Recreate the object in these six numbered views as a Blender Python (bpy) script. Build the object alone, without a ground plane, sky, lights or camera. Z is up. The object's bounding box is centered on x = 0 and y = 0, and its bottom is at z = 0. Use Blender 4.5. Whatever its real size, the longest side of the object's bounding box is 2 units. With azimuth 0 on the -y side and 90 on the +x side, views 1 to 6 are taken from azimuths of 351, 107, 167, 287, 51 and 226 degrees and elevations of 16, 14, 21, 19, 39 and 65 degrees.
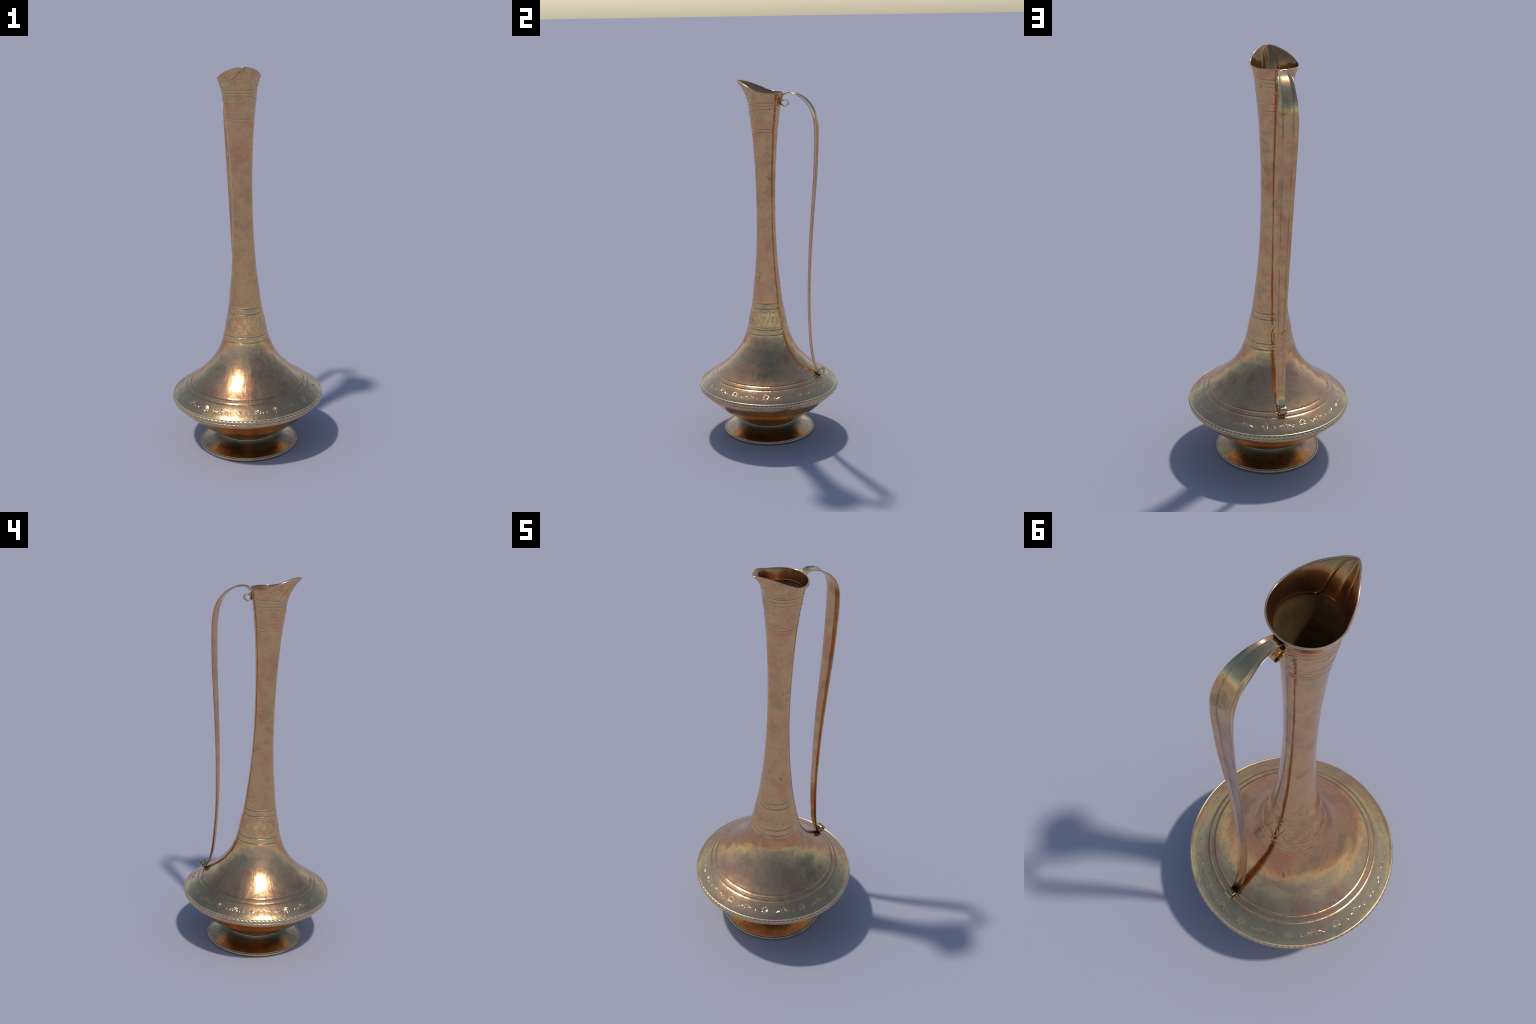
# A tall metal ewer: round foot with a rope edge, low bulging body with a rope
# moulding, long trumpet neck with chased bands, pulled spout and a strap handle.
import math
import numpy as np

TAU = 2 * math.pi

# ------------------------------------------------------------------ curves
def spline(pts, n=4000):
    """Catmull-Rom through pts (chord-length knots), resampled evenly by length."""
    P = np.array(pts, float)
    k = np.concatenate([[0], np.cumsum(np.sqrt(np.linalg.norm(np.diff(P, axis=0), axis=1)))])
    m = np.zeros_like(P)
    for i in range(len(P)):
        a, b = max(i - 1, 0), min(i + 1, len(P) - 1)
        if 0 < i < len(P) - 1:
            h0, h1 = k[i] - k[i - 1], k[i + 1] - k[i]
            m[i] = ((P[i] - P[i - 1]) / h0 * h1 + (P[i + 1] - P[i]) / h1 * h0) / (h0 + h1)
        else:
            m[i] = (P[b] - P[a]) / (k[b] - k[a])
    x = np.linspace(0, k[-1], n)
    i = np.clip(np.searchsorted(k, x) - 1, 0, len(P) - 2)
    h = (k[i + 1] - k[i])
    t = ((x - k[i]) / h)[:, None]
    h = h[:, None]
    Q = (2*t**3 - 3*t**2 + 1) * P[i] + (t**3 - 2*t**2 + t) * h * m[i] + (3*t**2 - 2*t**3) * P[i + 1] + (t**3 - t**2) * h * m[i + 1]
    s = np.concatenate([[0], np.cumsum(np.linalg.norm(np.diff(Q, axis=0), axis=1))])
    u = np.linspace(0, s[-1], n)
    return np.stack([np.interp(u, s, Q[:, j]) for j in range(P.shape[1])], 1), s[-1]


def hermite(x, xk, yk, flat_ends=False):
    xk, yk = np.asarray(xk, float), np.asarray(yk, float)
    m = np.gradient(yk, xk)
    if flat_ends:
        m[0] = m[-1] = 0
    i = np.clip(np.searchsorted(xk, x) - 1, 0, len(xk) - 2)
    h = xk[i + 1] - xk[i]
    t = (x - xk[i]) / h
    return (2*t**3 - 3*t**2 + 1) * yk[i] + (t**3 - 2*t**2 + t) * h * m[i] + (3*t**2 - 2*t**3) * yk[i + 1] + (t**3 - t**2) * h * m[i + 1]


# outer profile (radius, height), from the foot ring up to the root of the spout
FOOT = [(.2475, .0122), (.235, .0160), (.215, .0230), (.195, .0313), (.178, .0403), (.166, .0495), (.1588, .0580), (.1558, .0640),
        (.1550, .0660)]
STEM = [(.1550, .0660), (.1540, .0715), (.1555, .0790), (.1605, .0855), (.1690, .0900)]
BOWL = [(.1690, .0900), (.185, .0945), (.2060, .1030), (.2422, .1300), (.2822, .1600), (.3169, .1900), (.3421, .2150), (.3636, .2350), (.3830, .2560), (.3905, .2650)]
BELT = [(.3905, .2650), (.3945, .2710), (.3958, .2790), (.3935, .2870), (.3895, .2925)]
SHOULDER = [(.3895, .2925), (.3749, .3050), (.3540, .3205), (.3345, .3350), (.3120, .3500), (.2895, .3652), (.2700, .3800), (.2475, .3990),
            (.2215, .4250), (.1975, .4495), (.1770, .4750), (.1601, .5005), (.1460, .5250), (.1353, .5500), (.1262, .5745), (.1189, .5995)]
NECK = [(.1189, .5995), (.1100, .6370), (.1015, .6800), (.0938, .7200), (.0874, .7600), (.0811, .8080), (.0757, .8600), (.0690, .9200), (.0636, .9800), (.0595, 1.040),
        (.0565, 1.100), (.0541, 1.160), (.0527, 1.220), (.0521, 1.280), (.0523, 1.340), (.0533, 1.400), (.0551, 1.460), (.0575, 1.520),
        (.0607, 1.580), (.0638, 1.630), (.0673, 1.680), (.0710, 1.720), (.0752, 1.760), (.0788, 1.790), (.0828, 1.820), (.0878, 1.860)]

SIDE, SIDE_LEN = spline(SHOULDER + NECK[1:], 9000)     # shoulder + neck as one smooth curve
BOWL_C, BOWL_LEN = spline(BOWL + BELT[1:], 3000)
FOOT_C, _ = spline(FOOT, 1500)
STEM_C, _ = spline(STEM, 600)


def radius_at(z):
    return np.interp(z, SIDE[:, 1], SIDE[:, 0])


# rim of the mouth: angle from the tip of the spout, radius and height
RIM_A = np.radians([0, 8, 18, 32, 48, 65, 85, 110, 145, 180])
RIM_R = [.1552, .1455, .1300, .1170, .1101, .1068, .1085, .1090, .1090, .1090]
RIM_Z = [1.9970, 1.9968, 1.9920, 1.9832, 1.9714, 1.9588, 1.9422, 1.9342, 1.9326, 1.9318]
RIM_OFF = -.0022
SPOUT_Z0 = 1.8600


def spout_point(theta, t):
    """theta: world azimuth (spout tip at -90 degrees); t: 0 at the neck, 1 at the rim."""
    a = np.abs((theta + math.pi / 2 + math.pi) % TAU - math.pi)
    r1, z1 = hermite(a, RIM_A, RIM_R, True), hermite(a, RIM_A, RIM_Z, True)
    h = z1 - SPOUT_Z0
    lead = np.exp(-(a / .75) ** 2)
    m0, m1 = .132 * h, (.40 + .50 * lead) * h
    r0 = .0878
    r = (2*t**3 - 3*t**2 + 1) * r0 + (t**3 - 2*t**2 + t) * m0 + (3*t**2 - 2*t**3) * r1 + (t**3 - t**2) * m1
    z = SPOUT_Z0 + h * t
    return np.stack([r * np.cos(theta), r * np.sin(theta) + RIM_OFF * t, z + 0 * r], -1)


# ------------------------------------------------------------------ relief
def path(pts, n=60):
    return spline(pts, n)[0] if len(pts) > 2 else np.linspace(pts[0], pts[1], n)


def distance(X, Y, line):
    """Distance of every grid point from a polyline (x, y)."""
    d = np.full(X.shape, 1e9)
    lo, hi = line.min(0) - .012, line.max(0) + .012
    w = (X > lo[0]) & (X < hi[0]) & (Y > lo[1]) & (Y < hi[1])
    if not w.any():
        return d
    q = np.stack([X[w], Y[w]], -1)
    best = np.full(len(q), 1e9)
    for a, b in zip(line[:-1], line[1:]):
        v = b - a
        t = np.clip(((q - a) @ v) / max(v @ v, 1e-12), 0, 1)
        best = np.minimum(best, ((q - a - t[:, None] * v) ** 2).sum(1))
    d[w] = np.sqrt(best)
    return d


def raised(X, Y, strokes, width, height, blobs=(), blob=0.0):
    H = np.zeros(X.shape)
    for s in strokes:
        H = np.maximum(H, height * np.exp(-(distance(X, Y, path(s)) / width) ** 2))
    for bx, by in blobs:
        H = np.maximum(H, 1.08 * height * np.exp(-(((X - bx) ** 2 + (Y - by) ** 2) / blob ** 2)))
    return H


def groove(z, at, width, depth):
    """Chased line: a V with a small raised lip on each side."""
    d = (z - at) / width
    return -depth * np.exp(-d * d) + .30 * depth * np.exp(-((np.abs(d) - 1.9) / .7) ** 2)


def sector(theta_deg, zrow, radius, make):
    """Evaluate a 30-degree repeat once and tile it 12 times round."""
    n = len(theta_deg) // 12
    a = theta_deg[:n]
    A, Z = np.meshgrid(a, zrow)
    H = np.zeros(A.shape)
    for shift in (-30, 0, 30):
        H = np.maximum(H, make((A + shift) * math.pi / 180 * radius[:, None], Z, radius[:, None]))
    return np.tile(H, (1, 12))


def deg(d, r):
    return math.radians(d) * r


def vine(X, Z, R, z0, up, down):
    r = float(R.mean())
    wave = [(deg(a, r), z0 + .0026 * math.cos(TAU * (a - up) / 30)) for a in np.linspace(-3, 33, 19)]
    st = [wave,
          [(deg(up, r), z0 + .002), (deg(up + .6, r), z0 + .0052), (deg(up - .2, r), z0 + .0085)],
          [(deg(down - 1.5, r), z0 - .002), (deg(down + 1.2, r), z0 - .0052), (deg(down + .3, r), z0 - .0088)]]
    return raised(X, Z, st, .0015, .0013, [(deg(up - .2, r), z0 + .0088), (deg(down + .3, r), z0 - .009)], .0019)


def relief_upper(theta_deg, z, r):
    H = np.zeros((len(z), len(theta_deg)))
    for at, w, d in ((1.8855, .0022, .0014), (1.8690, .0017, .0010), (1.8520, .0017, .0010), (1.7432, .0017, .0010), (1.7283, .0017, .0010)):
        H += groove(z, at, w, d)[:, None]
    H += sector(theta_deg, z, r, lambda X, Z, R: np.maximum(vine(X, Z, R, 1.8298, 5.0, 16.0), vine(X, Z, R, 1.7762, 6.0, 19.0)))
    H += sector(theta_deg, z, r, lambda X, Z, R: raised(X, Z, [], .001, .0009, [(deg(27, .081), 1.8008)], .0017))
    return H


def collar(X, Z, R):
    rb, rm, ru = .1122, .1036, .0885
    # zig-zag band
    H = raised(X, Z, [[(deg(6, ru), .7485), (deg(13.5, ru), .7565), (deg(21, ru), .7645)], [(deg(21, ru), .7645), (deg(28.5, ru), .7565), (deg(36, ru), .7485)],
                      [(deg(2.5, ru), .7600), (deg(9.5, ru), .7600)], [(deg(4.5, ru), .7560), (deg(7.5, ru), .7560)],
                      [(deg(17.5, ru), .7500), (deg(24.5, ru), .7500)]], .0013, .0011)
    # hanging scallops, eggs, forked stalks
    rs = .0930
    scal = [(deg(a, rs), .7215 + .0065 * abs(math.sin(math.pi * (a - 6) / 30))) for a in np.linspace(6, 36, 17)]
    H = np.maximum(H, raised(X, Z, [scal], .0017, .0014))
    S = X / R * rm                                    # widen with the flare
    egg = [(deg(4 + 7.3 * math.sin(b) * (1 - .12 * math.cos(b)), rm), .6665 + .0315 * math.cos(b)) for b in np.linspace(0, TAU, 29)]
    inside = ((S - deg(4, rm)) / .0125) ** 2 + ((Z - .6655) / .0300) ** 2
    H = np.maximum(H, raised(S, Z, [egg], .0016, .0014))
    H = np.maximum(H, .0016 * np.clip(1.1 - inside, 0, 1) ** .7)
    H = np.maximum(H, raised(S, Z, [[(deg(1.5, rm), .6725), (deg(4.2, rm), .6752), (deg(6.4, rm), .6715), (deg(5.2, rm), .6665)]], .0015, .0026))
    st = [[(deg(13.2, rm), .7180), (deg(14.6, rm), .7040), (deg(15.4, rm), .6880), (deg(14.6, rm), .6680)],
          [(deg(26.2, rm), .7175), (deg(25.4, rm), .7060), (deg(21.8, rm), .6900), (deg(17.0, rm), .6710), (deg(12.5, rm), .6520), (deg(6.5, rm), .6350)]]
    H = np.maximum(H, raised(S, Z, st, .0017, .0015, [(deg(12.0, rm), .7185), (deg(27.0, rm), .7178), (deg(24.3, rm), .7165)], .0022))
    foot_scal = [(deg(a, rb), .6322 + .0060 * abs(math.sin(math.pi * (a - 5) / 30))) for a in np.linspace(5, 35, 17)]
    H = np.maximum(H, raised(X, Z, [foot_scal], .0016, .0013))
    # lower band: worn little blossoms
    rl = .1158
    rng = np.random.default_rng(41)
    worn = []
    for i in range(13):
        a0, z0 = 30 * (i + rng.uniform(-.3, .3)) / 13, rng.uniform(.6035, .6185)
        da, dz, bow = rng.uniform(-2.2, 2.2), rng.uniform(-.006, .006), rng.uniform(-.003, .003)
        worn.append([(deg(a0, rl), z0), (deg(a0 + da / 2, rl) + bow, z0 + dz / 2), (deg(a0 + da, rl), z0 + dz)])
    H = np.maximum(H, raised(X, Z, worn, .0017, .0011, [(p[0][0], p[0][1]) for p in worn[::2]], .0024))
    return H


def relief_collar(theta_deg, z, r):
    H = np.zeros((len(z), len(theta_deg)))
    for at, w, d in ((.7710, .0020, .0013), (.7420, .0020, .0013), (.6255, .0018, .0011), (.5970, .0018, .0011)):
        H += groove(z, at, w, d)[:, None]
    worn = .78 + .22 * np.sin(3 * np.radians(theta_deg)[None] + 40 * z[:, None]) * np.cos(5 * np.radians(theta_deg)[None] + 1.3)
    return H + .85 * worn * sector(theta_deg, z, r, collar)


# chased leaf work on the front of the spout: (degrees from the tip, height), mirrored
SPOUT_LINES = [
    [(1, 1.990), (6.2, 1.973), (7, 1.966), (7.5, 1.955), (6.8, 1.943), (10, 1.935), (14, 1.932)],
    [(14, 1.932), (8, 1.929), (0, 1.931)],
    [(6, 1.985), (10.5, 1.9745), (17, 1.9620), (25, 1.9515), (35, 1.9395), (40.5, 1.9440), (42, 1.9540)],
    [(13, 1.970), (17, 1.9590), (30, 1.9390), (34, 1.9240), (40.5, 1.9155), (49, 1.9140), (55, 1.9225), (53.5, 1.9320), (50, 1.9350)],
    [(16, 1.960), (20, 1.9320), (22, 1.9170), (26, 1.9005), (35, 1.8880)],
    [(33, 1.907), (41.5, 1.8965), (51, 1.8940), (62, 1.8990), (70.5, 1.9140), (72, 1.9305), (69, 1.9430)],
    [(37, 1.910), (43, 1.9030), (51, 1.9000), (59, 1.9040), (65.5, 1.9155), (67, 1.9290)],
]


def relief_spout(theta, zz, rr):
    """theta, zz, rr: grids over the spout."""
    a = (theta + math.pi / 2 + math.pi) % TAU - math.pi
    X = np.abs(a) * .1
    lines = [[(math.radians(d) * .1, z) for d, z in l] for l in SPOUT_LINES]
    H = raised(X, zz, lines, .0026, .0024, [(math.radians(50) * .1, 1.9345), (math.radians(42) * .1, 1.953), (math.radians(4) * .1, 1.905)], .0032)
    S = a * .1
    pits = [(-6, 1.968), (-14, 1.956), (-8, 1.936), (7, 1.937), (5.5, 1.968), (-1.5, 1.957), (-3.5, 1.944)]
    for d, z in pits:
        H -= .0022 * np.exp(-((S - math.radians(d) * .1) ** 2 + (zz - z) ** 2) / .0022 ** 2)
    H -= raised(S, zz, [[(math.radians(d) * .1, z) for d, z in ((.5, 1.997), (-.5, 1.985), (-4, 1.978), (-6.5, 1.972))]], .0014, .0026)
    H += groove(zz, 1.8855, .0022, .0014) + groove(zz, 1.8690, .0017, .0010)
    return H


def dents(theta, z, seed, amp):
    """Slow hand-beaten unevenness: a sum of random waves round the body."""
    rng = np.random.default_rng(seed)
    H = np.zeros(np.broadcast(theta, z).shape)
    for _ in range(26):
        k, kz, ph = rng.integers(2, 15), rng.uniform(-45, 45), rng.uniform(0, TAU)
        H = H + np.cos(k * theta + kz * z + ph) / (1 + .12 * k)
    return amp * H / 5


# ------------------------------------------------------------------ blender side
import bpy


def clear():
    for o in list(bpy.data.objects):
        bpy.data.objects.remove(o)


clear()
ROOT = bpy.data.objects.new("ewer", None)
ROOT.empty_display_size = .2
bpy.context.scene.collection.objects.link(ROOT)
ROOT["label"] = "tall slender bronze ewer with strap handle and pulled spout"
ROOT["category"] = "metal pitcher"


def add(name, mesh, parent, mat=None):
    o = bpy.data.objects.new(name, mesh)
    bpy.context.scene.collection.objects.link(o)
    o.parent = parent
    if mat is not None and mesh is not None and not mesh.materials:
        mesh.materials.append(mat)
    return o


def mesh_from(name, V, F, N=None):
    """V: (n, 3); F: (m, 4) quads; N: vertex normals."""
    me = bpy.data.meshes.new(name)
    me.vertices.add(len(V))
    me.vertices.foreach_set("co", np.ascontiguousarray(V, np.float32).ravel())
    me.loops.add(F.size)
    me.loops.foreach_set("vertex_index", np.ascontiguousarray(F, np.int32).ravel())
    me.polygons.add(len(F))
    me.polygons.foreach_set("loop_start", np.arange(0, F.size, F.shape[1], dtype=np.int32))
    me.polygons.foreach_set("use_smooth", np.ones(len(F), bool))
    me.update(calc_edges=True)
    me.validate()
    if N is not None:
        me.normals_split_custom_set_from_vertices(N.astype(np.float32))
    return me


def grid_quads(nr, nc, wrap=True, flip=False):
    j = np.arange(nc if wrap else nc - 1)
    k = (j + 1) % nc
    i = np.arange(nr - 1)[:, None] * nc
    F = np.stack([i + j, i + k, i + nc + k, i + nc + j], -1).reshape(-1, 4)
    return F[:, ::-1] if flip else F


def grid_mesh(name, G, ghost=(1, 1), flip=False):
    """G: rows x columns x 3, closed round the columns. Ghost rows only shape the normals."""
    dr = np.gradient(G, axis=0)
    dc = (np.roll(G, -1, 1) - np.roll(G, 1, 1)) / 2
    N = np.cross(dc, dr)
    N /= np.linalg.norm(N, axis=-1, keepdims=True) + 1e-12
    if flip:
        N = -N
    b = G.shape[0] - ghost[1]
    G, N = G[ghost[0]:b], N[ghost[0]:b]
    return mesh_from(name, G.reshape(-1, 3), grid_quads(G.shape[0], G.shape[1], True, flip), N.reshape(-1, 3))


def revolve(curve, s0, s1, rows, cols, relief=None, offset=0.0):
    """Sweep part s0..s1 (fractions of an evenly sampled profile) round the axis.
    Adds one ghost row beyond each end. relief(theta, z, r) is pushed along the profile normal."""
    n = len(curve) - 1
    ds = (s1 - s0) / (rows - 1)
    s = s0 + ds * np.arange(-1, rows + 1)
    x = np.clip(s, 0, 1) * n
    c = np.stack([np.interp(x, np.arange(n + 1), curve[:, j]) for j in (0, 1)], 1)
    t = np.stack([np.interp(x, np.arange(n + 1), np.gradient(curve[:, j])) for j in (0, 1)], 1)
    for e, ok in ((0, s[0] >= 0), (-1, s[-1] <= 1)):          # extrapolate the ghosts past the ends
        if not ok:
            i = 1 if e == 0 else -2
            c[e] = 2 * c[i] - c[2 if e == 0 else -3]
    t /= np.linalg.norm(t, axis=1, keepdims=True)
    nrm = np.stack([t[:, 1], -t[:, 0]], 1)
    th = np.arange(cols) * TAU / cols
    H = np.zeros((len(s), cols)) + offset
    if relief is not None:
        H = H + relief(th, c[:, 1], c[:, 0])
    R = c[:, 0:1] + H * nrm[:, 0:1]
    Z = c[:, 1:2] + H * nrm[:, 1:2]
    return np.stack([R * np.cos(th), R * np.sin(th), Z], -1)


def frac(curve, z):
    """Fraction along an upward profile where it reaches height z."""
    return float(np.interp(z, curve[:, 1], np.linspace(0, 1, len(curve))))


# ------------------------------------------------------------------ materials
def nodes_of(name):
    m = bpy.data.materials.new(name)
    m.use_nodes = True
    nt = m.node_tree
    return m, nt, nt.nodes, nt.links, nt.nodes["Principled BSDF"]


def bronze(name, grooves=(), green=.10, dirt=0.0, tone=(1, 1, 1), rough=.24, streak=1.0, dark_waist=0.0, rope=None, strap_lines=False, metal=1.0, bore=None, patches=(), brim=None):
    m, nt, N, L, bsdf = nodes_of(name)

    def new(kind, **kw):
        n = N.new(kind)
        for k, v in kw.items():
            setattr(n, k, v)
        return n

    def math_(op, a, b=None, clamp=False):
        n = new("ShaderNodeMath", operation=op, use_clamp=clamp)
        for i, v in enumerate((a, b)):
            if v is None:
                continue
            if isinstance(v, (int, float)):
                n.inputs[i].default_value = v
            else:
                L.new(v, n.inputs[i])
        return n.outputs[0]

    def noise(vec, scale, detail=3.0, rough_=.55, dist=0.0):
        n = new("ShaderNodeTexNoise")
        n.inputs["Scale"].default_value = scale
        n.inputs["Detail"].default_value = detail
        n.inputs["Roughness"].default_value = rough_
        n.inputs["Distortion"].default_value = dist
        L.new(vec, n.inputs["Vector"])
        return n.outputs["Fac"]

    def ramp(fac, lo, hi):
        n = new("ShaderNodeMapRange")
        n.inputs["From Min"].default_value, n.inputs["From Max"].default_value = lo, hi
        n.interpolation_type = "SMOOTHSTEP"
        L.new(fac, n.inputs["Value"])
        return n.outputs["Result"]

    def mix(fac, a, b):
        n = new("ShaderNodeMix", data_type="RGBA")
        if isinstance(fac, (int, float)):
            n.inputs["Factor"].default_value = fac
        else:
            L.new(fac, n.inputs["Factor"])
        for i, v in ((6, a), (7, b)):
            if isinstance(v, tuple):
                n.inputs[i].default_value = (*v, 1)
            else:
                L.new(v, n.inputs[i])
        return n.outputs[2]

    tc = new("ShaderNodeTexCoord")
    P = tc.outputs["Object"]
    sep = new("ShaderNodeSeparateXYZ")
    L.new(P, sep.inputs[0])
    X, Y, Z = sep.outputs
    ang = math_("ARCTAN2", Y, X)
    # a long-grained coordinate: fine round the body, slow along it
    comb = new("ShaderNodeCombineXYZ")
    rad = math_("SQRT", math_("ADD", math_("MULTIPLY", X, X), math_("MULTIPLY", Y, Y)))
    L.new(math_("MULTIPLY", math_("DIVIDE", X, rad), .40), comb.inputs[0])
    L.new(math_("MULTIPLY", math_("DIVIDE", Y, rad), .40), comb.inputs[1])
    L.new(math_("MULTIPLY", math_("SUBTRACT", Z, rad), .30), comb.inputs[2])
    G = comb.outputs[0]

    k = tone
    tan = (.765 * k[0], .475 * k[1], .225 * k[2])
    rose = (.720 * k[0], .352 * k[1], .190 * k[2])
    olive = (.600 * k[0], .430 * k[1], .225 * k[2])
    grey = (.400 * k[0], .305 * k[1], .180 * k[2])
    n1 = noise(P, 10.0, 5.0, .64, .5)
    n2 = noise(P, 17.0, 5.0, .62, .3)
    n3 = noise(P, 60.0, 3.0, .6)
    col = mix(ramp(n1, .46, .67), tan, rose)
    col = mix(ramp(n2, .50, .70), col, olive)
    col = mix(math_("MULTIPLY", ramp(n3, .50, .72), .35), col, grey)
    n6 = noise(P, 13.0, 5.0, .65, .2)                 # dull grey-green blotches
    col = mix(math_("MULTIPLY", ramp(n6, .54, .70), .55), col, grey)
    # verdigris bloom and dark specks
    n4 = noise(P, 5.5, 5.0, .65, .6)
    gm = math_("MULTIPLY", ramp(n4, .62, .74), green * 4, True)
    col = mix(gm, col, (.25, .235, .125))
    sp = noise(P, 62.0, 3.0, .6, .5)
    spm = math_("MULTIPLY", ramp(sp, .69, .75), .75)
    sp2 = noise(P, 26.0, 2.0, .5, 1.0)
    spm = math_("MAXIMUM", spm, math_("MULTIPLY", ramp(sp2, .715, .76), .6))
    col = mix(spm, col, (.13, .11, .07))
    if grooves:
        gmask = None
        for at, w in grooves:
            d = math_("DIVIDE", math_("ABSOLUTE", math_("SUBTRACT", Z, at)), w)
            g = math_("SUBTRACT", 1.0, d, True)
            gmask = g if gmask is None else math_("MAXIMUM", gmask, g)
        gmask = math_("MULTIPLY", gmask, math_("ADD", .25, ramp(n2, .35, .6)), True)
        col = mix(math_("MULTIPLY", gmask, .6), col, (.13, .14, .09))
    if dirt:  # painted relief shading: recess colour darkened like occlusion, ridges lightened as highlights
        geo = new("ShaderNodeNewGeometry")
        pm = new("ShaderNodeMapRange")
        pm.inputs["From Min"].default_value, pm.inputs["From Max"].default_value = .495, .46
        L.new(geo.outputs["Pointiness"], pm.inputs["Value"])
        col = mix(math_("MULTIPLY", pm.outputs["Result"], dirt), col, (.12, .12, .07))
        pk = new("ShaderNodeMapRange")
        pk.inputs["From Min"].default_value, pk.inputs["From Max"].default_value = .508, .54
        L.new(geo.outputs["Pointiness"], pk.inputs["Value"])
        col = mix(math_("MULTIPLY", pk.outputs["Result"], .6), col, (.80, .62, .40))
    if brim is not None:                              # greyer, duller metal towards the outer edge
        edge = ramp(math_("MULTIPLY", math_("ADD", Z, math_("MULTIPLY", math_("SUBTRACT", n4, .5), .05)), -1.0), -brim - .012, -brim + .014)
        col = mix(math_("MULTIPLY", edge, .40), col, (.56, .44, .235))
    for px, py, pz, pr, ps in patches:                # local blooms of verdigris
        vd = new("ShaderNodeVectorMath", operation="DISTANCE")
        L.new(P, vd.inputs[0])
        vd.inputs[1].default_value = (px, py, pz)
        dn = noise(P, 34.0, 4.0, .65, .5)
        dd = math_("ADD", math_("DIVIDE", vd.outputs["Value"], pr), math_("MULTIPLY", math_("SUBTRACT", math_("ADD", n2, dn), 1.0), 2.0))
        col = mix(math_("MULTIPLY", math_("SUBTRACT", 1.0, ramp(dd, .25, 1.0), True), ps), col, (.085, .125, .065))
    waist_mask = None
    if dark_waist:                                        # dull dark brown-green band round the waist above the foot
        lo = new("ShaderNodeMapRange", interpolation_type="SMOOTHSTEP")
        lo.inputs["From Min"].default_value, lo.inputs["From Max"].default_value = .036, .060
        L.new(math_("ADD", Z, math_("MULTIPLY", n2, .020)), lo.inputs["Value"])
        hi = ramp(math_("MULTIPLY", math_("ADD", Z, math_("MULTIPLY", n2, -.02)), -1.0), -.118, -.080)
        waist_mask = math_("MULTIPLY", math_("MULTIPLY", lo.outputs["Result"], hi), dark_waist)
        waist_col = mix(ramp(n4, .45, .62), (.170, .100, .045), (.075, .085, .045))
        col = mix(waist_mask, col, waist_col)
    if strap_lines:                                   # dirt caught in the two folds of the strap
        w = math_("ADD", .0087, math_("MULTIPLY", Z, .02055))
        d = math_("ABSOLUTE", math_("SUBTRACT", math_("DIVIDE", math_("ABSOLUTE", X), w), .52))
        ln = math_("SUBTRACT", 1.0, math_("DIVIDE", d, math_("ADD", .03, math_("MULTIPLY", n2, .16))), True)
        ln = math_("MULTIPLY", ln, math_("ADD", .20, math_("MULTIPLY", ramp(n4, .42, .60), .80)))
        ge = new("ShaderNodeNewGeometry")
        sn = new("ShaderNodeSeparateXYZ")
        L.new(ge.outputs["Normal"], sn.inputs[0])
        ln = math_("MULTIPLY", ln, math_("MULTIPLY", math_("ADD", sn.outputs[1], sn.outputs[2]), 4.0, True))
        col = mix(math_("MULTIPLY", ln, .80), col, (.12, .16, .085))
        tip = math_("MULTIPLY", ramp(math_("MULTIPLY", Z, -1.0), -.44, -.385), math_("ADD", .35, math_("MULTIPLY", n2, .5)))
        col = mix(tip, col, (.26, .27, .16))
    if rope:                                          # verdigris between the strands
        R0, zc, rz, count, lean, tilt = rope
        ph = math_("ADD", math_("MULTIPLY", ang, float(count)), math_("MULTIPLY", math_("DIVIDE", math_("SUBTRACT", Z, zc), rz), lean))
        gap = math_("SUBTRACT", 1.0, math_("ABSOLUTE", math_("SINE", math_("MULTIPLY", ph, .5))))
        side = math_("POWER", math_("ABSOLUTE", math_("DIVIDE", math_("SUBTRACT", Z, zc), rz)), .8)
        gap = math_("MULTIPLY", math_("POWER", gap, 1.2), math_("ADD", .15, side), True)
        col = mix(gap, col, (.075, .100, .055))
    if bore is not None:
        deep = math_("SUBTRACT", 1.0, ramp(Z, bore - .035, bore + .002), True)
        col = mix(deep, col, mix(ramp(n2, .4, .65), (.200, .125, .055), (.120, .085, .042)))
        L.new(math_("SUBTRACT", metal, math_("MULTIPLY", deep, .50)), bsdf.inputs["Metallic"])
    L.new(col, bsdf.inputs["Base Color"])
    bsdf.inputs["Metallic"].default_value = metal
    r = math_("ADD", rough - .13, math_("MULTIPLY", n2, .10))
    r = math_("ADD", r, math_("MULTIPLY", math_("ADD", gm, spm), .25), True)
    if waist_mask is not None:
        r = math_("ADD", r, math_("MULTIPLY", waist_mask, .16), True)
        L.new(math_("SUBTRACT", 1.0, math_("MULTIPLY", waist_mask, .25)), bsdf.inputs["Metallic"])
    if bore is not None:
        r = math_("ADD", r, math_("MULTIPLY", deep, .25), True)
    L.new(r, bsdf.inputs["Roughness"])
    # bump: long beaten streaks plus fine grain
    b1 = noise(G, 17.0, 2.0, .45, .3)
    b2 = noise(P, 130.0, 3.0, .6)
    b3 = noise(P, 22.0, 2.0, .5, .3)
    hgt = math_("ADD", math_("MULTIPLY", b1, .0013 * streak), math_("MULTIPLY", b2, .00006))
    hgt = math_("ADD", hgt, math_("MULTIPLY", b3, .0014 * streak))
    bump = new("ShaderNodeBump")
    bump.inputs["Strength"].default_value = 1.0
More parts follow.
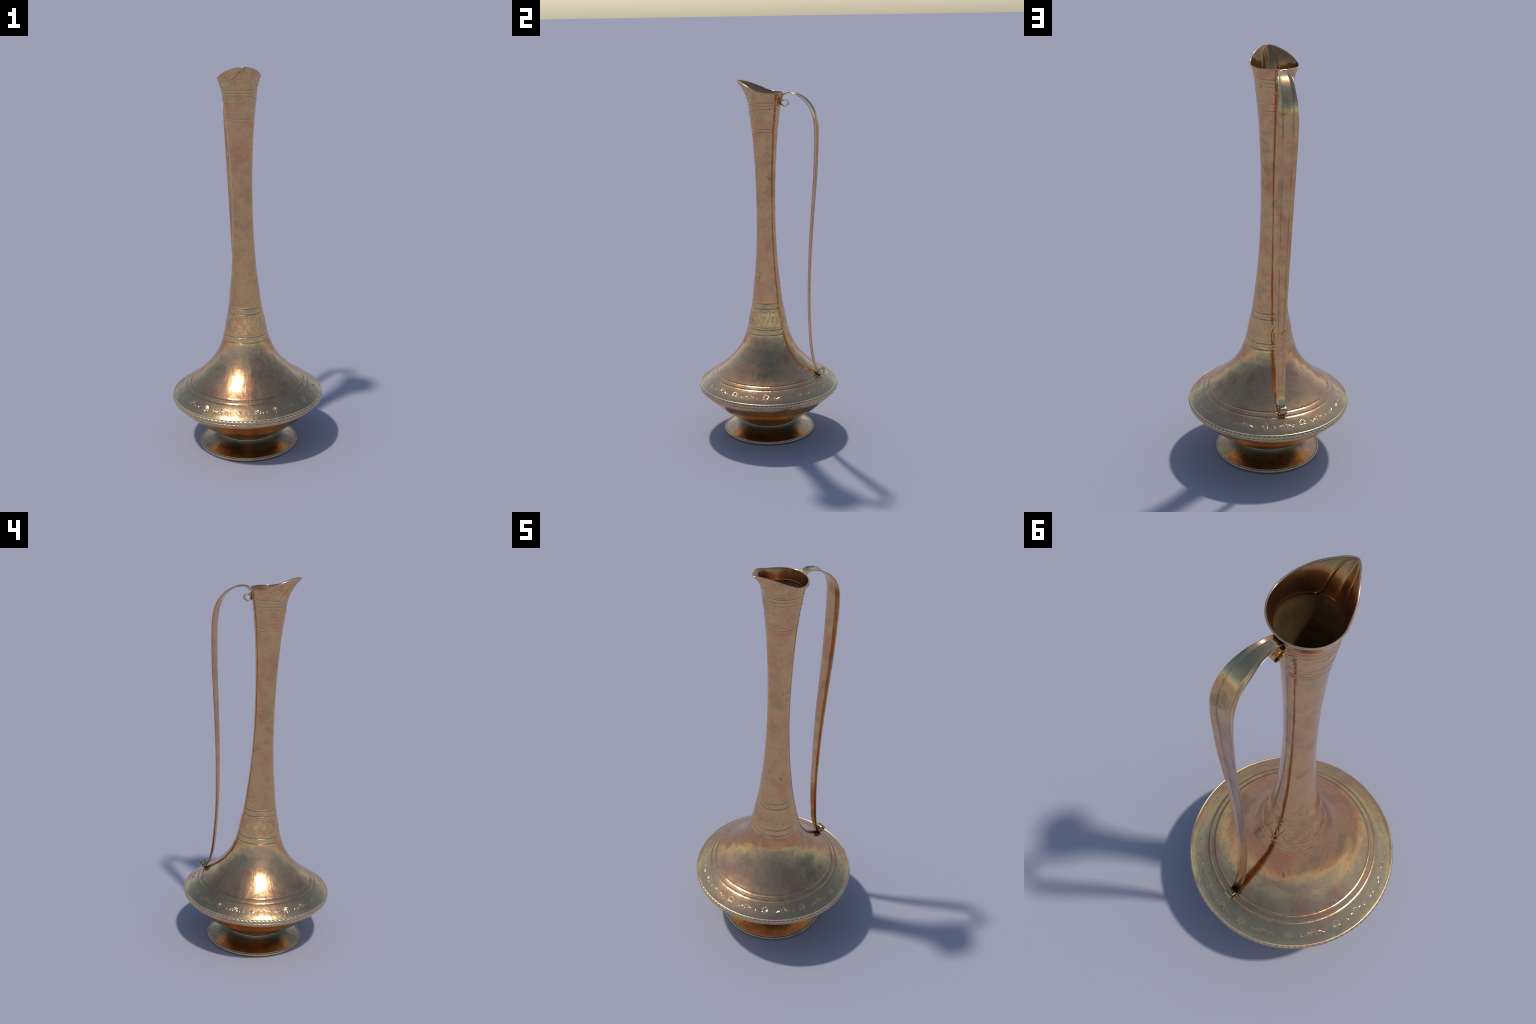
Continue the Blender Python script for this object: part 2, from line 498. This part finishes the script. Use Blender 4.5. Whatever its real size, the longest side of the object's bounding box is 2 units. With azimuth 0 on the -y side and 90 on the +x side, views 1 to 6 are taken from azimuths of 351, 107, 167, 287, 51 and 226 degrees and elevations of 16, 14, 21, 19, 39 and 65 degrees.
    bump.inputs["Distance"].default_value = 1.0
    L.new(hgt, bump.inputs["Height"])
    L.new(bump.outputs[0], bsdf.inputs["Normal"])
    return m


M_FOOT = bronze("aged_bronze_foot", tone=(.92, .80, .76), green=.08, dark_waist=.90, rough=.26,
                patches=((-.090, -.144, .047, .070, .75), (-.066, .158, .047, .060, .55), (.150, .070, .047, .040, .35)))
M_BODY = bronze("aged_bronze_body", green=.06, rough=.275, tone=(.92, .835, .835), patches=((.215, .060, .430, .085, .35), (-.16, -.10, .47, .05, .25), (.02, -.21, .45, .05, .25)), grooves=((.3617, .0026), (.3465, .0026)), streak=1.05, brim=.345)
M_BOWL = bronze("aged_bronze_bowl", green=.05, rough=.22, streak=.5, dark_waist=.9)
M_NECK = bronze("aged_bronze_neck", green=.08, rough=.25, streak=.40, patches=((.035, -.045, 1.36, .06, .22), (.04, .04, 1.40, .05, .25), (-.05, -.02, 1.30, .06, .22), (.01, .055, 1.47, .05, .22)))
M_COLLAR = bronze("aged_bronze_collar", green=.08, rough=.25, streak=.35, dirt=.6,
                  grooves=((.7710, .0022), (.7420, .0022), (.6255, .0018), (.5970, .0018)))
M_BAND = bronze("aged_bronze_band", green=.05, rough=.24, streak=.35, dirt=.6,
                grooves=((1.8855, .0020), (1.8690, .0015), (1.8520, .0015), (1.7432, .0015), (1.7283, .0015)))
M_ROPE = bronze("aged_bronze_rope", green=.10, rough=.38, metal=.85, streak=.2, tone=(.95, 1.15, 1.38), rope=(.3905, .2790, .0088, 108, 3.4, 0.0))  # rope tones here and below lightened and blued for sky caught on strands
M_EDGE = bronze("aged_bronze_edge", green=.10, rough=.38, metal=.85, streak=.2, tone=(.95, 1.15, 1.38), rope=(.2540, .0066, .0066, 108, 2.6, 0.0))
M_DULL = bronze("dull_bronze", green=.20, rough=.55, streak=.1, tone=(.36, .40, .36), metal=.5)
M_HANDLE = bronze("aged_bronze_handle", green=.08, rough=.24, streak=.15, strap_lines=True, patches=((.026, .290, 1.800, .045, .38), (.022, .284, 1.440, .045, .22), (.020, .276, 1.300, .045, .20), (-.02, .290, 1.62, .040, .18), (.0, .262, 1.12, .04, .18)))
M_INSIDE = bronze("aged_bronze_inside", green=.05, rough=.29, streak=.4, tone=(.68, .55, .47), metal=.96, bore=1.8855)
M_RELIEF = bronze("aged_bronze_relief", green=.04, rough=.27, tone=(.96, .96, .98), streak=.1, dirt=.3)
M_BEAD = bronze("pale_bead", green=.10, rough=.40, streak=.1, tone=(.95, 1.20, 1.55), metal=.80)  # paler bead tone, raised in green and blue
M_RIM = bronze("worn_bronze_edge", green=.04, rough=.20, streak=.1, tone=(1.02, 1.10, 1.35))

# ------------------------------------------------------------------ foot
foot = add("foot", grid_mesh("foot", revolve(FOOT_C, 0, 1, 90, 360, lambda t, z, r: dents(t[None], z[:, None], 3, .0005))), ROOT, M_FOOT)


def rope(name, R, zc, rad_r, rad_z, strands, cols, rows, depth, lean, arc, mat, parent, tilt=0.0):
    """Twisted-strand edge: a ring whose section swells and shrinks along slanting strands."""
    th = np.arange(cols) * TAU / cols
    u = np.linspace(arc[0], arc[1], rows)
    A, U = np.meshgrid(th, u)
    ph = strands * A + lean * np.sin(np.clip(U - tilt, -1.5, 1.5))
    cut = np.abs(np.sin(ph / 2)) ** .55
    k = 1 + depth * (cut - .75)
    r = R + rad_r * k * np.cos(U)
    z = zc + rad_z * k * np.sin(U)
    G = np.stack([r * np.cos(A), r * np.sin(A), z], -1)
    return add(name, grid_mesh(name, G, (0, 0)), parent, mat)


rope("rope_edge", .2540, .0066, .0066, .0066, 108, 108 * 10, 25, .22, 2.6, (-2.3, 2.6), M_EDGE, foot, .0)


def bead(name, R, z, rad, mat, parent, cols=288, rows=12):
    th = np.arange(cols) * TAU / cols
    u = np.linspace(-math.pi, math.pi, rows)
    A, U = np.meshgrid(th, u)
    G = np.stack([(R + rad * np.cos(U)) * np.cos(A), (R + rad * np.cos(U)) * np.sin(A), z + rad * np.sin(U)], -1)
    return add(name, grid_mesh(name, G, (0, 0)), parent, mat)


bead("edge_bead", .2472, .0118, .0026, M_BEAD, foot, 360)
stem = add("stem", grid_mesh("stem", revolve(STEM_C, 0, 1, 26, 288)), ROOT, M_FOOT)
bead("stem_ring", .1546, .0672, .0030, M_RIM, stem)
UNDER, _ = spline([(.2535, .0008), (.2440, .0065), (.222, .0165), (.200, .0250), (.181, .0340), (.165, .0445), (.153, .0540), (.120, .0640), (.060, .0700), (.002, .0710)], 400)
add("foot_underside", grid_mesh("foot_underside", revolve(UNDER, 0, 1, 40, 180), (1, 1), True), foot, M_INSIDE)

# ------------------------------------------------------------------ body
def relief_bowl(th, z, r):
    H = np.zeros((len(z), len(th)))
    for at in (.2610, .2535, .2460):
        H += groove(z, at, .0017, .0014)[:, None]
    return H + dents(th[None], z[:, None], 5, .0004)


sb = frac(BOWL_C, .2650)
bowl = add("bowl", grid_mesh("bowl", revolve(BOWL_C, 0, sb, 240, 360, relief_bowl)), ROOT, M_BOWL)

# rope moulding round the widest part: plain beads above and below a twisted cord
belt = add("belt", grid_mesh("belt", revolve(BOWL_C, sb, 1, 24, 288, None, -.0008)), ROOT, M_ROPE)
rope("rope_molding", .3905, .2790, .0062, .0088, 108, 108 * 12, 27, .24, 3.4, (-1.6, 1.6), M_ROPE, belt)
bead("lower_bead", .3915, .2672, .0030, M_BEAD, belt, 432)
bead("upper_bead", .3905, .2910, .0030, M_BEAD, belt, 432)


def relief_shoulder(th, z, r):
    H = np.zeros((len(z), len(th)))
    for at in (.3612, .3460):
        H += (-.0017 * np.exp(-((z - at) / .0017) ** 2))[:, None]
    return H + dents(th[None], z[:, None], 7, .0005)


ZC0, ZC1, ZU0, ZU1 = .5850, .7850, 1.7150, 1.8600
shoulder = add("shoulder", grid_mesh("shoulder", revolve(SIDE, 0, frac(SIDE, ZC0), 300, 480, relief_shoulder)), ROOT, M_BODY)
TH = np.arange(720) / 2.0
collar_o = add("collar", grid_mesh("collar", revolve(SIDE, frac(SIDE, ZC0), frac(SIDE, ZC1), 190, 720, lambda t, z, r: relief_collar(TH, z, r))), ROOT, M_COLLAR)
neck = add("neck", grid_mesh("neck", revolve(SIDE, frac(SIDE, ZC1), frac(SIDE, ZU0), 160, 240, lambda t, z, r: dents(t[None], z[:, None] * .35, 9, .00035) * np.clip((z[:, None] - ZC1) * 20, 0, 1) * np.clip((ZU0 - z[:, None]) * 20, 0, 1))), ROOT, M_NECK)
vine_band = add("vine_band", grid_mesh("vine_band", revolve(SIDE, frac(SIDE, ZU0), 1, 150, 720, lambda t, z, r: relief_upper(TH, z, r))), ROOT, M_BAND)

# ------------------------------------------------------------------ spout
INNER_LINES = [[(36, 1.8850), (28, 1.8960), (23, 1.9150), (19.5, 1.9400), (15.5, 1.9650), (10, 1.9830), (4, 1.9930)]]


def relief_inside(theta, zz):
    a = (theta + math.pi / 2 + math.pi) % TAU - math.pi
    lines = [[(math.radians(d) * .1, z) for d, z in l] for l in INNER_LINES]
    H = -.75 * raised(np.abs(a) * .1, zz, lines, .0026, .0018)
    return H - .0012 * np.exp(-((zz - 1.8855) / .0020) ** 2)


def spout_grid(rows, cols, offset, lo=0.0, ghosts=1, inside=False):
    th = np.arange(cols) * TAU / cols
    dt = (1 - lo) / (rows - 1)
    t = lo + dt * np.arange(-ghosts, rows + ghosts)
    A, T = np.meshgrid(th, t)
    G = spout_point(A, T)
    dr, dc = np.gradient(G, axis=0), (np.roll(G, -1, 1) - np.roll(G, 1, 1)) / 2
    N = np.cross(dc, dr)
    N /= np.linalg.norm(N, axis=-1, keepdims=True)
    H = (relief_inside(A, G[..., 2]) if inside else relief_spout(A, G[..., 2], None)) * np.clip((1.0 - T) / .10, 0, 1) + offset
    return G + N * H[..., None]


spout = add("spout", grid_mesh("spout", spout_grid(110, 720, 0.0)), ROOT, M_BAND)

# inside of the vessel: the same walls, one sheet thickness in
WALL = -.0032
si = spout_grid(90, 480, WALL, inside=True)
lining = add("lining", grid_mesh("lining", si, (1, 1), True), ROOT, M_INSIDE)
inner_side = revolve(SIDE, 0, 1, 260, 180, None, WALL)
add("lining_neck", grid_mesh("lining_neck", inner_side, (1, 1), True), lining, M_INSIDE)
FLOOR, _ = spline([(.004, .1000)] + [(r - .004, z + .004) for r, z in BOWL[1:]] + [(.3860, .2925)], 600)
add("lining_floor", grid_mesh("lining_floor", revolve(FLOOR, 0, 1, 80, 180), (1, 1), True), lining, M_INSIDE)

# rolled lip
tr = np.arange(360) * TAU / 360
edge = (spout_point(tr, np.ones(360)) + spout_grid(3, 360, WALL)[-2]) / 2
tan_ = np.roll(edge, -1, 0) - np.roll(edge, 1, 0)
tan_ /= np.linalg.norm(tan_, axis=1, keepdims=True)
out = np.stack([np.cos(tr), np.sin(tr), 0 * tr], 1)
n1_ = out - (out * tan_).sum(1, keepdims=True) * tan_
n1_ /= np.linalg.norm(n1_, axis=1, keepdims=True)
n2_ = np.cross(tan_, n1_)
U = np.linspace(0, TAU, 13)
LIP = np.stack([edge + .0030 * (math.cos(u) * n1_ - math.sin(u) * n2_) for u in U[::-1]], 0)
add("lip", grid_mesh("lip", LIP, (0, 0), False), spout, M_RIM)

# ------------------------------------------------------------------ handle
SPINE = [  # y, z, half width, sideways offset
    (.1010, 1.8890, .0185, -.005), (.1065, 1.8952, .0185, -.005), (.1165, 1.8985, .0185, -.005), (.1285, 1.8935, .0185, -.005), (.1338, 1.8815, .0185, -.005), (.1285, 1.8695, .0185, -.005),
    (.1165, 1.8645, .0185, -.005), (.1045, 1.8695, .0185, -.005), (.0985, 1.8822, .0185, -.005), (.0974, 1.8970, .0185, -.005), (.1005, 1.9120, .0185, -.005), (.1070, 1.9220, .0188, -.005),
    (.1155, 1.9275, .0192, -.005), (.1260, 1.9318, .0200, -.005), (.1380, 1.9337, .0214, -.005), (.1520, 1.9328, .0235, -.004), (.1690, 1.9288, .0262, -.002), (.1890, 1.9215, .0298, -.001),
    (.2115, 1.9078, .0345, 0), (.2350, 1.8872, .0375, .002), (.2550, 1.8608, .0400, .003), (.2690, 1.8310, .0425, .002), (.2780, 1.7960, .0440, .001), (.2828, 1.7400, .0445, -.001),
    (.2835, 1.6800, .0433, -.001), (.2818, 1.6200, .0421, -.001), (.2798, 1.5600, .0409, 0), (.2770, 1.5000, .0398, 0), (.2690, 1.3800, .0367, 0), (.2593, 1.2500, .0342, 0), (.2509, 1.1200, .0317, 0),
    (.2454, 1.0000, .0288, 0), (.2423, .8800, .0262, .001), (.2411, .7800, .0247, .001), (.2422, .6900, .0243, .0005), (.2471, .5900, .0239, 0), (.2514, .5300, .0232, 0), (.2590, .4700, .0215, 0), (.2690, .4250, .0193, 0), (.2775, .4010, .0186, 0), (.2865, .3800, .0182, 0), (.2955, .3672, .0180, 0), (.3060, .3602, .0180, 0), (.3175, .3597, .0180, 0),
    (.3275, .3662, .0178, 0), (.3312, .3770, .0176, 0), (.3270, .3885, .0174, 0), (.3160, .3945, .0172, 0), (.3045, .3905, .0170, 0), (.2995, .3800, .0168, 0), (.3030, .3695, .0166, 0)]


def strap(spine, rows, cols, thick):
    C, length = spline([s[:2] + s[2:] for s in spine], rows)
    y, z, w, off = C.T
    ty, tz = np.gradient(y), np.gradient(z)
    ln = np.hypot(ty, tz)
    ny, nz = -tz / ln, ty / ln                      # points to the outside of the strap
    u = np.linspace(-1, 1, cols)
    bend = np.clip((np.abs(u) - .49) / .51, 0, 1)
    fall = .20 * np.where(bend < .22, bend ** 2 / .44, bend - .11) - .012 * np.exp(-((np.abs(u) - .50) / .055) ** 2)
    curl = np.clip(np.minimum(np.arange(rows), rows - 1 - np.arange(rows)) / (.10 * rows), 0.25, 1)
    lay = fall[None] * (w * curl)[:, None]
    ring = []
    for side in (1, -1):
        h = lay + side * thick / 2 * np.sqrt(np.clip(1 - np.abs(u) ** 24, 0.0, 1))
        X = off[:, None] + w[:, None] * u
        Y = y[:, None] + h * ny[:, None]
        Zz = z[:, None] + h * nz[:, None]
        S = np.stack([X, Y, Zz], -1)
        ring.append(S if side == 1 else S[:, ::-1])
    G = np.concatenate(ring, 1)
    return G


HG = strap(SPINE, 900, 61, .0034)
# close the two cut ends
caps = [np.repeat(HG[:1].mean(1, keepdims=True), HG.shape[1], 1), np.repeat(HG[-1:].mean(1, keepdims=True), HG.shape[1], 1)]
HV = np.concatenate([caps[0], HG, caps[1]], 0)
handle_mesh = mesh_from("handle", HV.reshape(-1, 3), grid_quads(HV.shape[0], HV.shape[1], True, False))
handle = add("handle", handle_mesh, ROOT, M_HANDLE)
handle_mesh.set_sharp_from_angle(angle=math.radians(50))


def lump(name, centre, size, parent, mat, seed):
    """A small blob of solder."""
    rng = np.random.default_rng(seed)
    th = np.arange(40) * TAU / 40
    ph = np.linspace(-math.pi / 2, math.pi / 2, 22)
    A, B = np.meshgrid(th, ph)
    k = 1 + .10 * np.cos(3 * A + rng.uniform(0, 6)) * np.cos(B) + .08 * np.sin(4 * B + 2 * A)
    G = np.stack([centre[0] + size[0] * k * np.cos(B) * np.cos(A), centre[1] + size[1] * k * np.cos(B) * np.sin(A), centre[2] + size[2] * k * np.sin(B)], -1)
    return add(name, grid_mesh(name, G, (0, 0)), parent, mat)


lump("solder", (0, .3010, .3560), (.0165, .0110, .0040), handle, M_DULL, 1)
lump("solder", (-.005, .0935, 1.8800), (.0120, .0045, .0120), handle, M_DULL, 2)

# ------------------------------------------------------------------ repousse ornaments on the shoulder
SH_Z = SIDE[:, 1]
S_AT = np.linspace(0, SIDE_LEN, len(SIDE))
S_MID = float(np.interp(.3195, SH_Z, S_AT))
R_MID = float(radius_at(.3195))


def ornament(name, strokes, blobs, half_x, y0, y1, width, height, blob, step=.00075):
    """Raised figure lying on the shoulder: local x runs round the body, y runs up the slope."""
    nx, ny = int(2 * half_x / step) + 1, int((y1 - y0) / step) + 1
    x, y = np.linspace(-half_x, half_x, nx), np.linspace(y0, y1, ny)
    X, Y = np.meshgrid(x, y)
    full = strokes + [[(-a, b) for a, b in s] for s in strokes if any(abs(a) > 1e-6 for a, b in s)]
    bl = blobs + [(-a, b) for a, b in blobs if abs(a) > 1e-6]
    H = raised(X, Y, full, width, height, bl, blob)
    s = (S_MID + y) / SIDE_LEN * (len(SIDE) - 1)
    idx = np.arange(len(SIDE))
    c = np.stack([np.interp(s, idx, SIDE[:, j]) for j in (0, 1)], 1)
    t = np.stack([np.interp(s, idx, np.gradient(SIDE[:, j])) for j in (0, 1)], 1)
    t /= np.linalg.norm(t, axis=1, keepdims=True)
    h = H - .00025
    R = c[:, 0:1] + h * t[:, 1:2]
    Z = c[:, 1:2] - h * t[:, 0:1]
    A = X / R_MID
    G = np.stack([R * np.cos(A), R * np.sin(A), Z + 0 * R], -1)
    dr, dc = np.gradient(G, axis=0), np.gradient(G, axis=1)
    N = np.cross(dc, dr)
    N /= np.linalg.norm(N, axis=-1, keepdims=True)
    F = grid_quads(ny, nx, False)
    keep = (H.ravel()[F] > .00012).any(1)
    F = F[keep]
    used, inv = np.unique(F, return_inverse=True)
    return mesh_from(name, G.reshape(-1, 3)[used], inv.reshape(-1, 4), N.reshape(-1, 3)[used])


mm = .001
PALM = [[(0, -7 * mm), (0, 15 * mm)], [(0, -6 * mm), (5 * mm, 4 * mm), (7 * mm, 11.5 * mm)], [(0, -7 * mm), (8 * mm, 1 * mm), (11.5 * mm, 6.5 * mm)],
        [(0, -7 * mm), (7 * mm, -3.5 * mm), (13 * mm, .5 * mm)], [(0, -9 * mm), (6 * mm, -7 * mm), (11 * mm, -6.5 * mm), (14 * mm, -9.0 * mm)], [(0, -7 * mm), (0, -15 * mm)]]
PALM_B = [(0, 16 * mm), (7.4 * mm, 12.6 * mm), (12.4 * mm, 7.4 * mm), (14 * mm, 1 * mm), (13.6 * mm, -8.4 * mm), (0, -15.5 * mm)]
SPRAY = [[(1.0 * mm, 2 * mm), (3.2 * mm, 8 * mm), (4.2 * mm, 13 * mm)], [(4 * mm, 0), (9 * mm, 4.5 * mm), (10 * mm, 6 * mm)], [(9.5 * mm, 6 * mm), (12.5 * mm, 0), (10.5 * mm, -6 * mm)],
         [(12 * mm, -2 * mm), (17 * mm, 1.2 * mm), (24 * mm, 1.5 * mm), (31 * mm, -2 * mm), (37 * mm, -7.0 * mm), (42 * mm, -8.6 * mm), (46.5 * mm, -6.5 * mm), (47 * mm, -2.5 * mm)],
         [(22 * mm, -1 * mm), (26 * mm, -5 * mm), (25.5 * mm, -8 * mm)]]
SPRAY_B = [(4.0 * mm, 12 * mm), (10 * mm, 6.5 * mm), (11.5 * mm, -8 * mm), (25.6 * mm, -8 * mm), (46.6 * mm, -2.2 * mm)]
palm_mesh = ornament("palmette", PALM, PALM_B, .020, -.022, .022, 1.6 * mm, .85 * mm, 2.3 * mm, .0006)
spray_mesh = ornament("spray", SPRAY, SPRAY_B, .053, -.015, .020, 1.7 * mm, .90 * mm, 2.3 * mm, .0006)
for i in range(12):
    for nm, me, a in (("palmette", palm_mesh, 15 + 30 * i), ("spray", spray_mesh, 30 * i)):
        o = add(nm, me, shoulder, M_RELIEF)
        o.rotation_euler = (0, 0, math.radians(a))

# settle: make sure nothing dips below the ground plane of the frame
bpy.context.view_layer.update()
